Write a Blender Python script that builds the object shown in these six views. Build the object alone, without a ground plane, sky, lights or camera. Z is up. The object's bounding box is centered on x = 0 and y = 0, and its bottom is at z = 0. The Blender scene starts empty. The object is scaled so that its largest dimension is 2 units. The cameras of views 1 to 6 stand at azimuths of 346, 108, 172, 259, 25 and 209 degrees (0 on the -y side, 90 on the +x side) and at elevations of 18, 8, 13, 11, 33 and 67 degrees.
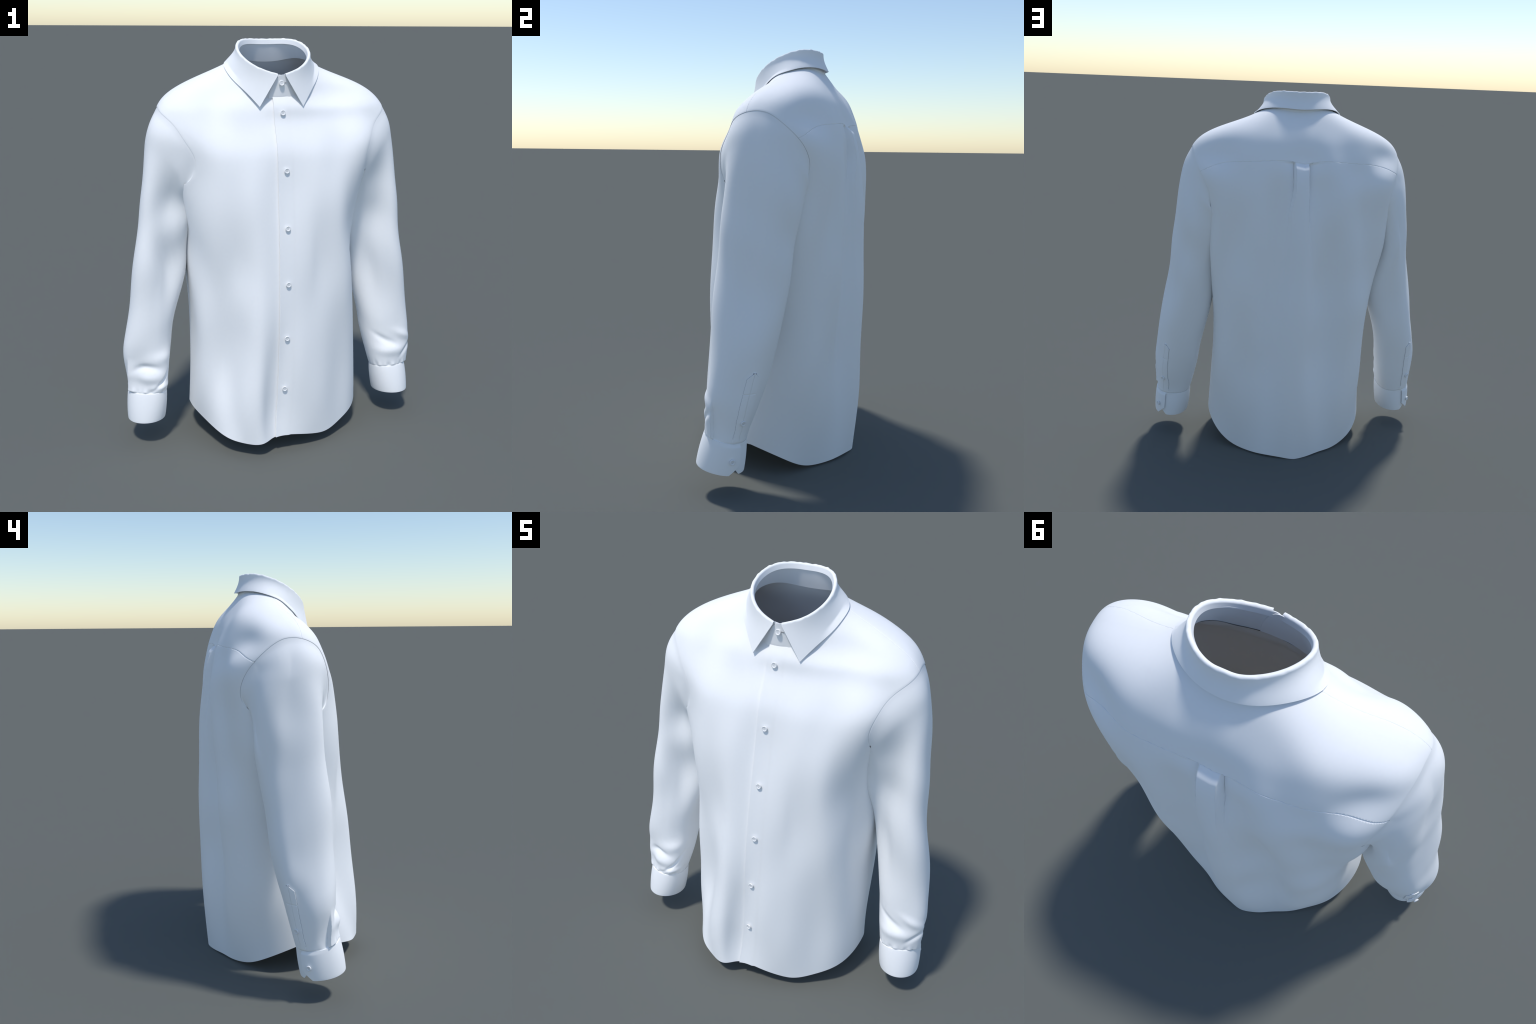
"""A white long-sleeved dress shirt, empty but filled out as if worn.

The torso is a stack of super-ellipse sections (widths, front and back depth,
squareness, as splines over height) with soft drape lobes; it is cut along the
neckline, armholes, yoke seam, shoulder seams and front opening into panels.
Sleeves are tubes through rings from the armhole to the cuff; collar, stand,
cuffs, plackets and buttons are built on top.  Front is -y, z up, metres.
"""
import math
import bpy
import bmesh
import numpy as np

rng = np.random.default_rng(7)

# ------------------------------------------------------------------ numeric tools
def spline(knots, values, x, start=None):
    """Natural cubic spline with linear ends (or a given start slope); values may be (n,) or (n, ...)."""
    knots, values, x = np.asarray(knots, float), np.asarray(values, float), np.asarray(x, float)
    n, h, extra = len(knots), np.diff(knots), values.shape[1:]
    slope = np.diff(values, axis=0) / h.reshape(-1, *([1] * len(extra)))
    A, b = np.eye(n), np.zeros_like(values)
    for i in range(1, n - 1):
        A[i, i - 1], A[i, i], A[i, i + 1] = h[i - 1], 2 * (h[i - 1] + h[i]), h[i]
        b[i] = 6 * (slope[i] - slope[i - 1])
    if start is not None:
        A[0, 0], A[0, 1] = 2 * h[0], h[0]
        b[0] = 6 * (slope[0] - start)
    M = np.linalg.solve(A, b.reshape(n, -1)).reshape(b.shape)
    xc = np.clip(x, knots[0], knots[-1])
    i = np.clip(np.searchsorted(knots, xc) - 1, 0, n - 2)
    wide = lambda q: q.reshape(q.shape + (1,) * len(extra))
    hi, t0, t1 = wide(h[i]), wide(knots[i + 1] - xc), wide(xc - knots[i])
    y = (M[i] * t0**3 + M[i + 1] * t1**3) / (6 * hi) + (values[i] / hi - M[i] * hi / 6) * t0 + (values[i + 1] / hi - M[i + 1] * hi / 6) * t1
    s0 = slope[0] - h[0] * (2 * M[0] + M[1]) / 6
    s1 = slope[-1] + h[-1] * (M[-2] + 2 * M[-1]) / 6
    return y + wide(np.minimum(x - knots[0], 0)) * s0 + wide(np.maximum(x - knots[-1], 0)) * s1


def smooth(a, b, x):
    t = np.clip((x - a) / (b - a), 0, 1)
    return t * t * (3 - 2 * t)


def bell(x, centre, width):
    return np.exp(-(((x - centre) / width) ** 2))


def bisect(f, lo, hi, steps=30):
    lo, hi = np.array(lo, float), np.array(hi, float)
    for _ in range(steps):
        m = (lo + hi) / 2
        out = f(m) > 0
        hi, lo = np.where(out, m, hi), np.where(out, lo, m)
    return (lo + hi) / 2


def unit(v):
    return v / (np.linalg.norm(v, axis=-1, keepdims=True) + 1e-12)


def blur(a, sigma, axis, wrap):
    r = int(3 * sigma) + 1
    k = np.exp(-0.5 * (np.arange(-r, r + 1) / sigma) ** 2)
    k /= k.sum()
    if wrap:
        return sum(w * np.roll(a, s, axis) for w, s in zip(k, range(-r, r + 1)))
    pad = [(0, 0)] * a.ndim
    pad[axis] = (r, r)
    # odd reflection keeps the end rows in place
    p = np.pad(a, pad, mode="reflect", reflect_type="odd")
    n = a.shape[axis]
    return sum(w * np.take(p, range(s, s + n), axis) for w, s in zip(k, range(2 * r + 1)))

# ------------------------------------------------------------------ fitted profiles
SECTION_Z = [0.0, 0.25, 0.5, 0.75, 1.0, 1.2, 1.38, 1.5, 1.6, 1.66, 1.70, 1.75, 1.80, 1.87, 1.91]
# SECTION: per height: half width at -x, half width at +x, front y, back y, y of widest point, squareness front, back
# LOBE / BACK_LOBE: drape folds of the front / back at a few x positions; HEM: height round the hem
# ARMHOLE: (y, z) loop from the front over the shoulder; SLEEVE: ring centre x, y, radii x, y, five shape terms
SECTION = [
    (0.450, 0.471, -0.393, 0.377, -0.003, 2.164, 1.637),
    (0.434, 0.455, -0.369, 0.409, -0.006, 2.535, 1.756),
    (0.412, 0.446, -0.355, 0.415, 0.069, 3.013, 1.981),
    (0.420, 0.446, -0.346, 0.414, 0.086, 2.788, 2.175),
    (0.454, 0.463, -0.320, 0.409, 0.101, 2.602, 2.259),
    (0.496, 0.470, -0.286, 0.406, 0.062, 2.592, 2.433),
    (0.502, 0.491, -0.253, 0.399, 0.028, 2.809, 2.792),
    (0.536, 0.554, -0.233, 0.378, 0.013, 2.840, 2.849),
    (0.585, 0.607, -0.187, 0.341, 0.004, 2.570, 2.570),
    (0.568, 0.590, -0.165, 0.312, 0.013, 2.511, 2.531),
    (0.549, 0.569, -0.158, 0.300, 0.026, 2.449, 2.544),
    (0.501, 0.525, -0.124, 0.282, 0.049, 2.315, 2.546),
    (0.410, 0.435, -0.108, 0.255, 0.067, 2.217, 2.544),
    (0.244, 0.252, -0.070, 0.207, 0.064, 2.168, 2.494),
    (0.165, 0.180, -0.035, 0.181, 0.042, 2.156, 2.434),
]
LOBE = [
    (0.098, -0.062, -0.056, 0.017, 0.018),
    (0.013, -0.002, -0.063, -0.008, 0.029),
    (-0.041, 0.018, -0.049, 0.001, 0.042),
    (-0.044, 0.015, -0.032, -0.005, 0.034),
    (0.008, -0.000, -0.022, -0.029, -0.009),
    (0.035, -0.013, -0.018, -0.033, -0.031),
    (0.030, -0.015, -0.006, -0.015, -0.016),
    (0.005, -0.003, 0.006, -0.003, 0.006),
    (-0.009, 0.014, 0.010, 0.002, 0.013),
    (-0.005, 0.028, 0.016, 0.002, 0.015),
    (0.003, 0.039, 0.029, 0.001, 0.014),
    (-0.002, 0.026, 0.025, 0.000, 0.011),
    (-0.004, 0.016, 0.025, -0.000, 0.007),
    (0.000, 0.000, 0.000, 0.000, 0.000),
    (0.000, 0.000, 0.000, 0.000, 0.000),
]
BACK_LOBE = [
    (0.008, -0.021, -0.016, 0.006, 0.003, -0.017, 0.003),
    (-0.007, 0.014, -0.038, -0.006, -0.029, -0.005, 0.034),
    (-0.007, 0.016, -0.065, 0.000, -0.057, -0.009, 0.062),
    (0.013, 0.009, -0.077, 0.006, -0.054, -0.002, 0.047),
    (0.021, -0.019, -0.069, 0.012, -0.045, -0.004, 0.013),
    (-0.001, -0.054, -0.047, 0.011, -0.041, -0.036, 0.029),
    (-0.020, -0.062, -0.011, 0.002, -0.033, -0.030, 0.049),
    (0.019, -0.026, -0.003, -0.005, -0.015, -0.014, 0.022),
    (0.017, -0.003, 0.011, -0.006, 0.004, 0.005, -0.001),
    (-0.014, 0.017, 0.016, -0.005, 0.011, 0.021, -0.011),
    (-0.016, 0.012, 0.008, -0.001, 0.007, 0.019, -0.011),
    (-0.007, 0.008, 0.001, 0.001, 0.005, 0.017, -0.005),
    (-0.002, 0.010, -0.004, 0.003, 0.001, 0.014, 0.000),
    (0.000, 0.000, 0.000, 0.000, 0.000, 0.000, 0.000),
    (0.000, 0.000, 0.000, 0.000, 0.000, 0.000, 0.000),
]
ARMHOLE = [
    (-0.174, 1.465),
    (-0.108, 1.627),
    (0.030, 1.690),
    (0.145, 1.647),
    (0.250, 1.510),
    (0.215, 1.360),
    (0.060, 1.295),
    (-0.105, 1.335),
]
SLEEVE_LEFT = [
    (0.510, 0.046, 0.188, 0.171, -0.025, -0.081, 0.086, -0.031, 0.019),
    (0.547, 0.046, 0.144, 0.163, 0.038, -0.077, 0.132, -0.049, -0.003),
    (0.584, 0.039, 0.128, 0.147, 0.108, -0.037, 0.129, -0.060, -0.010),
    (0.616, 0.022, 0.123, 0.139, 0.116, -0.017, 0.072, -0.051, 0.003),
    (0.637, -0.013, 0.123, 0.119, 0.129, -0.042, -0.001, -0.035, 0.022),
    (0.651, -0.039, 0.116, 0.106, 0.092, -0.034, -0.025, -0.019, 0.023),
    (0.657, -0.057, 0.104, 0.100, 0.026, -0.008, -0.021, -0.003, 0.012),
    (0.665, -0.063, 0.096, 0.095, -0.031, 0.004, -0.017, 0.014, 0.005),
]
SLEEVE_RIGHT = [
    (0.527, 0.058, 0.136, 0.159, -0.052, -0.232, 0.137, -0.034, -0.016),
    (0.553, 0.047, 0.127, 0.154, 0.031, -0.137, 0.121, -0.053, -0.004),
    (0.575, 0.023, 0.131, 0.148, 0.109, -0.046, 0.057, -0.064, 0.018),
    (0.607, 0.005, 0.123, 0.138, 0.120, -0.028, 0.007, -0.055, 0.023),
    (0.638, -0.025, 0.120, 0.122, 0.078, -0.011, -0.073, -0.026, 0.023),
    (0.649, -0.044, 0.115, 0.112, 0.020, 0.006, -0.113, 0.002, 0.022),
    (0.655, -0.054, 0.102, 0.108, -0.030, 0.017, -0.087, 0.019, 0.017),
    (0.665, -0.063, 0.095, 0.105, -0.037, 0.000, -0.035, 0.029, 0.024),
]
HEM = [0.145, 0.133, 0.095, 0.074, 0.087, 0.057, 0.089, 0.131, 0.144, 0.084, 0.012, 0.008, -0.002, 0.005, 0.016, 0.086]
YOKE = [1.637, 1.652, 1.649, 1.642, 1.631, 1.608, 1.575]
SHOULDER = [0.054, 0.034, 0.009, -0.004]
# soft bulges (+) and hollows (-) of the hanging cloth: centre x, y, z, amount, radius
TORSO_DRAPE, LEFT_DRAPE, RIGHT_DRAPE = [], [], []
TORSO_DRAPE += [
    (0.16, -0.32, 1.14, -0.023, 0.075),
    (0.17, -0.34, 0.98, -0.015, 0.075),
    (0.17, -0.34, 0.82, -0.008, 0.075),
    (0.31, -0.26, 0.89, 0.017, 0.075),
    (0.32, -0.25, 0.73, 0.016, 0.075),
    (0.32, -0.25, 0.56, 0.015, 0.075),
    (0.43, -0.11, 0.94, -0.020, 0.075),
    (0.39, -0.18, 1.14, -0.014, 0.075),
    (0.44, -0.07, 0.80, -0.006, 0.075),
    (0.06, -0.36, 0.49, 0.013, 0.075),
    (0.06, -0.36, 0.35, 0.013, 0.075),
    (-0.09, -0.40, 0.32, -0.016, 0.075),
    (-0.12, -0.42, 0.21, -0.009, 0.075),
    (-0.16, -0.27, 1.32, 0.020, 0.075),
    (0.28, -0.11, 1.73, -0.011, 0.075),
    (0.19, -0.11, 1.76, -0.020, 0.075),
    (0.39, -0.11, 1.71, -0.008, 0.075),
    (0.12, 0.36, 1.53, -0.006, 0.075),
    (0.15, 0.36, 1.32, -0.016, 0.075),
    (0.19, 0.35, 1.08, -0.017, 0.075),
    (0.26, 0.36, 0.83, -0.006, 0.075),
    (0.30, 0.33, 1.32, 0.010, 0.075),
    (0.29, 0.33, 1.16, 0.017, 0.075),
    (0.45, 0.22, 1.19, 0.012, 0.075),
    (0.45, 0.19, 0.99, 0.007, 0.075),
    (0.35, 0.26, 0.35, 0.012, 0.075),
    (0.33, 0.24, 0.22, 0.012, 0.075),
    (0.23, 0.18, 1.85, 0.009, 0.075),
    (0.15, 0.36, 1.41, -0.008, 0.075),
    (-0.07, 0.38, 1.46, -0.012, 0.075),
    (-0.26, 0.33, 1.23, 0.020, 0.075),
    (-0.24, 0.34, 0.66, -0.013, 0.075),
    (0.07, 0.40, 1.35, -0.011, 0.075),
    (0.08, 0.40, 1.08, -0.009, 0.075),
    (0.18, 0.34, 0.58, -0.011, 0.075),
    (-0.06, 0.40, 0.55, -0.006, 0.075),
    (-0.09, 0.39, 1.22, -0.024, 0.075),
    (-0.11, 0.36, 0.99, -0.023, 0.075),
    (-0.28, 0.33, 1.07, 0.013, 0.075),
    (-0.36, 0.21, 0.28, 0.006, 0.075),
    (-0.39, 0.29, 1.08, -0.023, 0.075),
    (0.39, 0.33, 1.50, 0.022, 0.075),
    (0.40, 0.31, 1.28, 0.010, 0.075),
    (-0.25, 0.34, 1.42, 0.018, 0.075),
    (-0.37, -0.18, 1.39, 0.014, 0.075),
    (-0.37, 0.24, 0.56, 0.010, 0.075),
    (-0.38, 0.20, 0.40, 0.011, 0.075),
    (-0.40, 0.27, 1.34, 0.019, 0.075),
    (-0.35, -0.22, 0.94, -0.013, 0.075),
    (-0.29, -0.26, 0.88, -0.013, 0.075),
    (-0.25, -0.31, 0.60, -0.006, 0.075),
    (-0.47, -0.08, 1.31, 0.016, 0.075),
    (-0.39, -0.14, 1.34, 0.012, 0.075),
    (-0.25, -0.29, 1.07, -0.015, 0.075),
    (-0.30, -0.27, 0.59, -0.011, 0.075),
    (-0.34, -0.26, 0.32, -0.006, 0.075),
    (0.13, -0.34, 0.79, -0.011, 0.075),
    (-0.08, -0.40, 0.22, -0.007, 0.075),
    (-0.21, -0.37, 0.34, 0.012, 0.075),
    (0.29, -0.28, 1.00, 0.007, 0.075),
    (0.34, -0.24, 1.20, -0.017, 0.075),
    (0.34, -0.11, 1.72, -0.013, 0.075),
    (-0.41, -0.14, 0.41, 0.005, 0.075),
    (-0.27, -0.05, 1.81, -0.022, 0.075),
    (0.43, -0.17, 1.44, 0.007, 0.075),
    (-0.26, -0.29, 0.69, -0.006, 0.075),
    (0.21, -0.26, 1.36, 0.010, 0.075),
    (0.07, -0.35, 0.59, 0.006, 0.075),
]
LEFT_DRAPE += [
    (0.57, -0.11, 1.43, -0.008, 0.060),
    (0.57, -0.11, 1.16, -0.012, 0.060),
    (0.69, -0.14, 0.49, -0.007, 0.060),
    (0.49, 0.25, 1.45, 0.017, 0.060),
    (0.61, 0.20, 1.35, -0.008, 0.060),
    (0.62, 0.20, 1.15, -0.013, 0.060),
    (0.70, 0.07, 0.50, 0.015, 0.060),
    (0.57, 0.24, 1.32, -0.007, 0.060),
    (0.54, -0.09, 1.04, -0.013, 0.060),
    (0.51, -0.12, 1.33, -0.011, 0.060),
    (0.57, -0.07, 0.77, 0.006, 0.060),
    (0.56, -0.12, 1.29, -0.009, 0.060),
]
RIGHT_DRAPE += [
    (-0.51, -0.07, 1.32, 0.007, 0.060),
    (-0.54, -0.09, 1.02, -0.012, 0.060),
    (-0.55, -0.10, 0.80, -0.017, 0.060),
    (-0.58, -0.13, 0.56, -0.010, 0.060),
    (-0.43, 0.25, 1.30, 0.013, 0.060),
    (-0.57, 0.26, 1.30, -0.024, 0.060),
    (-0.60, 0.18, 1.46, 0.009, 0.060),
    (-0.66, 0.09, 0.52, 0.009, 0.060),
    (-0.60, 0.22, 1.27, -0.014, 0.060),
    (-0.62, 0.21, 1.13, -0.021, 0.060),
    (-0.61, 0.10, 1.30, 0.006, 0.060),
    (-0.70, 0.07, 0.62, 0.026, 0.060),
    (-0.60, 0.13, 1.40, 0.008, 0.060),
    (-0.62, 0.13, 1.26, 0.016, 0.060),
    (-0.44, -0.10, 1.35, 0.006, 0.060),
    (-0.68, 0.10, 0.74, 0.012, 0.060),
    (-0.53, -0.08, 0.93, -0.024, 0.060),
    (-0.58, -0.11, 0.81, 0.005, 0.060),
]
TORSO_DRAPE += [(-0.22, -0.05, 1.82, -0.018, 0.060), (-0.17, -0.10, 1.78, -0.008, 0.060), (0.20, -0.08, 1.80, -0.008, 0.075)]
TORSO_DRAPE += [
    (-0.18, -0.10, 1.71, 0.019, 0.058),
    (0.31, -0.04, 1.80, -0.009, 0.058),
    (0.39, -0.16, 1.08, -0.012, 0.058),
    (0.41, -0.10, 0.87, -0.008, 0.058),
    (0.44, -0.07, 0.63, -0.011, 0.058),
    (-0.08, -0.39, 0.16, -0.019, 0.058),
    (-0.29, -0.25, 1.02, 0.008, 0.058),
    (0.47, -0.17, 1.49, -0.016, 0.058),
    (0.42, 0.35, 1.45, -0.028, 0.058),
    (0.50, 0.25, 1.51, 0.013, 0.058),
    (0.46, 0.22, 1.13, 0.016, 0.058),
    (0.24, 0.35, 1.25, 0.007, 0.058),
    (0.13, 0.35, 1.51, -0.007, 0.058),
    (0.11, 0.36, 1.25, -0.012, 0.058),
    (0.12, 0.36, 1.02, -0.016, 0.058),
    (0.18, 0.35, 0.83, -0.011, 0.058),
    (0.27, 0.33, 0.55, -0.009, 0.058),
    (0.30, 0.35, 1.00, 0.006, 0.058),
    (0.13, 0.34, 1.43, -0.011, 0.058),
    (-0.09, 0.37, 1.47, -0.020, 0.058),
    (-0.24, 0.33, 0.50, -0.014, 0.058),
    (-0.26, 0.35, 1.24, 0.006, 0.058),
    (0.25, 0.35, 1.15, 0.008, 0.058),
    (0.26, 0.35, 0.88, 0.007, 0.058),
    (0.06, 0.39, 1.42, -0.011, 0.058),
    (0.05, 0.40, 1.10, -0.010, 0.058),
    (-0.08, 0.36, 1.02, -0.011, 0.058),
    (-0.09, 0.37, 0.64, -0.011, 0.058),
    (-0.28, 0.34, 1.17, 0.009, 0.058),
    (-0.31, 0.33, 0.89, 0.009, 0.058),
    (0.36, 0.35, 1.49, -0.015, 0.058),
    (-0.40, 0.32, 1.55, -0.009, 0.058),
    (-0.29, 0.33, 1.27, 0.008, 0.058),
    (-0.34, 0.31, 0.85, 0.009, 0.058),
    (-0.29, 0.24, 1.78, 0.008, 0.058),
    (-0.23, 0.33, 1.63, -0.005, 0.058),
    (-0.32, -0.22, 0.96, 0.013, 0.058),
    (-0.37, -0.20, 1.12, 0.012, 0.058),
    (-0.44, -0.15, 1.37, 0.015, 0.058),
    (-0.24, -0.29, 0.63, -0.012, 0.058),
    (-0.49, -0.10, 1.31, 0.004, 0.058),
    (-0.41, -0.19, 1.42, -0.022, 0.058),
    (-0.34, -0.23, 1.39, -0.015, 0.058),
    (-0.29, -0.28, 0.46, -0.016, 0.058),
    (-0.22, -0.38, 0.21, 0.012, 0.058),
    (-0.08, -0.37, 0.46, -0.008, 0.058),
    (0.22, -0.31, 0.94, -0.015, 0.058),
    (0.35, -0.21, 1.09, -0.011, 0.058),
    (0.25, -0.24, 1.44, -0.015, 0.058),
    (0.30, -0.28, 0.75, 0.006, 0.058),
    (-0.46, -0.16, 1.54, -0.011, 0.058),
    (-0.14, -0.35, 0.89, -0.007, 0.058),
    (0.34, -0.26, 0.68, 0.005, 0.058),
    (0.29, -0.26, 1.25, 0.007, 0.058),
    (-0.21, -0.38, 0.37, 0.006, 0.058),
    (0.50, -0.13, 1.58, -0.012, 0.058),
]
LEFT_DRAPE += [
    (0.47, -0.10, 1.30, 0.010, 0.055),
    (0.57, -0.10, 1.37, -0.012, 0.055),
    (0.57, -0.09, 1.16, -0.005, 0.055),
    (0.50, 0.23, 1.27, 0.006, 0.055),
    (0.61, 0.19, 1.14, -0.014, 0.055),
    (0.66, 0.18, 0.91, -0.010, 0.055),
    (0.71, 0.05, 0.41, 0.012, 0.055),
    (0.54, -0.08, 1.11, -0.008, 0.055),
]
RIGHT_DRAPE += [
    (-0.58, -0.10, 1.02, -0.018, 0.055),
    (-0.57, -0.14, 0.45, -0.009, 0.055),
    (-0.46, 0.22, 1.25, 0.006, 0.055),
    (-0.54, 0.18, 0.93, -0.006, 0.055),
    (-0.57, 0.23, 1.30, -0.006, 0.055),
    (-0.48, 0.26, 1.43, 0.008, 0.055),
    (-0.61, 0.19, 1.39, -0.013, 0.055),
    (-0.61, 0.18, 1.14, -0.013, 0.055),
    (-0.73, 0.08, 0.69, -0.018, 0.055),
    (-0.67, 0.09, 0.48, 0.005, 0.055),
    (-0.55, 0.21, 1.50, 0.008, 0.055),
]
TORSO_DRAPE += [
    (0.40, -0.12, 0.87, -0.007, 0.065),
    (0.43, -0.08, 0.63, -0.011, 0.065),
    (0.38, -0.16, 1.01, -0.009, 0.065),
    (0.40, 0.33, 1.38, -0.012, 0.065),
    (0.37, 0.32, 1.19, -0.008, 0.065),
    (0.26, 0.35, 1.25, 0.008, 0.065),
    (0.02, 0.40, 1.39, -0.008, 0.065),
    (0.14, 0.34, 0.85, -0.012, 0.065),
    (0.26, 0.33, 0.50, -0.009, 0.065),
    (0.24, 0.35, 1.37, 0.005, 0.065),
    (0.28, 0.35, 1.19, 0.007, 0.065),
    (-0.26, 0.35, 1.26, 0.007, 0.065),
    (-0.27, 0.35, 1.17, 0.010, 0.065),
    (-0.37, 0.23, 0.38, 0.006, 0.065),
    (-0.46, 0.22, 1.25, 0.013, 0.065),
    (-0.26, 0.33, 0.50, -0.006, 0.065),
    (-0.08, 0.37, 0.63, -0.009, 0.065),
    (-0.46, 0.26, 1.44, 0.006, 0.065),
    (-0.30, 0.33, 1.38, 0.009, 0.065),
    (-0.35, 0.31, 0.86, 0.012, 0.065),
    (-0.08, 0.38, 0.56, -0.008, 0.065),
    (-0.38, -0.19, 1.10, 0.013, 0.065),
    (-0.30, -0.25, 0.55, -0.009, 0.065),
    (-0.23, -0.29, 0.96, -0.014, 0.065),
    (-0.34, -0.22, 0.92, 0.012, 0.065),
    (-0.31, -0.27, 0.37, -0.016, 0.065),
    (0.40, -0.19, 1.45, 0.007, 0.065),
    (0.39, -0.17, 1.26, 0.006, 0.065),
    (0.30, -0.28, 0.80, 0.006, 0.065),
    (-0.26, -0.00, 1.83, -0.016, 0.065),
    (0.26, -0.05, 1.80, -0.015, 0.065),
    (-0.21, -0.39, 0.23, 0.013, 0.065),
    (-0.27, -0.27, 1.03, 0.011, 0.065),
    (0.15, -0.31, 1.04, -0.009, 0.065),
    (0.33, -0.26, 0.83, 0.006, 0.065),
    (0.24, -0.26, 1.33, 0.008, 0.065),
    (-0.06, -0.36, 0.49, -0.006, 0.065),
    (0.26, -0.02, 1.84, -0.009, 0.065),
]
LEFT_DRAPE += [
    (0.58, -0.10, 1.25, -0.008, 0.055),
    (0.48, 0.24, 1.36, 0.009, 0.055),
    (0.60, 0.22, 1.23, -0.009, 0.055),
    (0.65, 0.18, 0.97, -0.014, 0.055),
    (0.71, 0.04, 0.35, 0.009, 0.055),
]
RIGHT_DRAPE += [
    (-0.53, 0.24, 1.41, -0.013, 0.055),
    (-0.59, 0.20, 1.06, -0.010, 0.055),
    (-0.60, 0.06, 1.53, 0.014, 0.055),
    (-0.59, 0.21, 1.27, -0.013, 0.055),
    (-0.45, -0.13, 1.38, 0.006, 0.055),
    (-0.63, 0.13, 1.23, -0.016, 0.055),
    (-0.58, 0.21, 1.36, 0.013, 0.055),
    (-0.49, -0.06, 1.11, 0.008, 0.055),
]
TORSO_DRAPE += [
    (-0.50, -0.03, 1.27, -0.060, 0.085),
    (-0.48, -0.03, 1.12, -0.030, 0.080),
    (0.49, -0.03, 1.27, -0.045, 0.085),
    (0.47, -0.03, 1.12, -0.022, 0.080),
]
RIGHT_DRAPE += [
    (-0.71, 0.08, 0.53, 0.012, 0.060),
    (-0.70, 0.06, 0.42, 0.022, 0.060),
    (-0.70, 0.05, 0.33, 0.016, 0.050),
]
TORSO_DRAPE += [
    (0.42, -0.16, 1.36, 0.008, 0.060),
    (0.45, -0.16, 1.50, 0.014, 0.060),
    (-0.34, -0.23, 1.28, 0.010, 0.060),
    (-0.45, -0.11, 1.29, 0.008, 0.060),
    (0.40, -0.11, 0.94, -0.010, 0.060),
    (0.41, -0.09, 0.77, -0.013, 0.060),
    (-0.10, 0.36, 1.37, -0.023, 0.060),
    (-0.11, 0.33, 0.95, -0.010, 0.060),
    (-0.05, 0.34, 1.49, -0.005, 0.060),
    (0.43, 0.31, 1.44, -0.011, 0.060),
    (0.45, 0.25, 1.20, 0.018, 0.060),
    (-0.46, 0.22, 1.17, 0.014, 0.060),
    (-0.44, 0.27, 1.37, 0.011, 0.060),
    (0.04, 0.40, 1.27, -0.004, 0.060),
    (-0.23, -0.29, 0.95, -0.015, 0.060),
    (-0.30, -0.27, 0.36, -0.012, 0.060),
    (-0.40, -0.15, 0.63, 0.011, 0.060),
    (0.16, -0.31, 0.93, -0.009, 0.060),
    (0.34, -0.26, 0.69, 0.004, 0.060),
    (-0.46, 0.25, 1.41, 0.019, 0.060),
    (-0.41, 0.26, 1.06, -0.012, 0.060),
    (-0.39, -0.18, 1.07, -0.011, 0.060),
    (-0.32, -0.24, 0.46, -0.006, 0.060),
]
LEFT_DRAPE += [
    (0.48, -0.14, 1.55, 0.006, 0.055),
    (0.45, -0.09, 1.23, 0.011, 0.055),
    (0.49, -0.14, 1.49, 0.014, 0.055),
    (0.53, -0.07, 1.14, -0.013, 0.055),
    (0.51, 0.25, 1.42, 0.006, 0.055),
    (0.58, 0.21, 1.14, -0.009, 0.055),
]
RIGHT_DRAPE += [
    (-0.48, -0.06, 1.22, 0.009, 0.055),
    (-0.50, -0.06, 1.11, 0.008, 0.055),
    (-0.44, -0.16, 1.51, 0.012, 0.055),
    (-0.47, -0.13, 1.41, 0.012, 0.055),
    (-0.54, 0.24, 1.33, -0.013, 0.055),
    (-0.61, 0.13, 1.24, 0.016, 0.055),
]


FRONT, OUTER, BACK, INNER = 0.0, math.pi / 2, math.pi, 3 * math.pi / 2
LOBE_X = ((-0.42, 0.06), (-0.30, 0.08), (-0.15, 0.08), (0.15, 0.08), (0.30, 0.08))  # centre, width
BACK_LOBE_X = ((-0.44, 0.07), (-0.30, 0.08), (-0.16, 0.07), (0.01, 0.05), (0.16, 0.07), (0.30, 0.08), (0.44, 0.07))
HEM_ANGLE = np.linspace(-180, 180, 17)[:-1]
YOKE_X = [0, 0.1, 0.2, 0.3, 0.4, 0.47, 0.53]
SHOULDER_X = [0.24, 0.35, 0.45, 0.56]
EDGE_Z = [0.0, 0.08, 0.28, 0.45, 0.62, 0.82, 1.02, 1.3, 1.55, 1.78]
EDGE_X = [-0.075, -0.069, -0.055, -0.049, -0.046, -0.043, -0.039, -0.034, -0.031, -0.030]


# ------------------------------------------------------------------ torso surface
def drape(x, z, front, depth):
    """Soft forward/backward drape folds added to the plain section."""
    out = np.zeros(np.broadcast(x, z).shape)
    F = spline(SECTION_Z, LOBE, z)
    B = spline(SECTION_Z, BACK_LOBE, z)
    fade = 1 - np.exp(-((depth / 0.3) ** 2))
    for j, (x0, w) in enumerate(LOBE_X):
        out = out + np.where(front, F[..., j] * fade * bell(x, x0, w), 0)
    for j, (x0, w) in enumerate(BACK_LOBE_X):
        out = out + np.where(front, 0, B[..., j] * fade * bell(x, x0, w))
    return out


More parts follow.
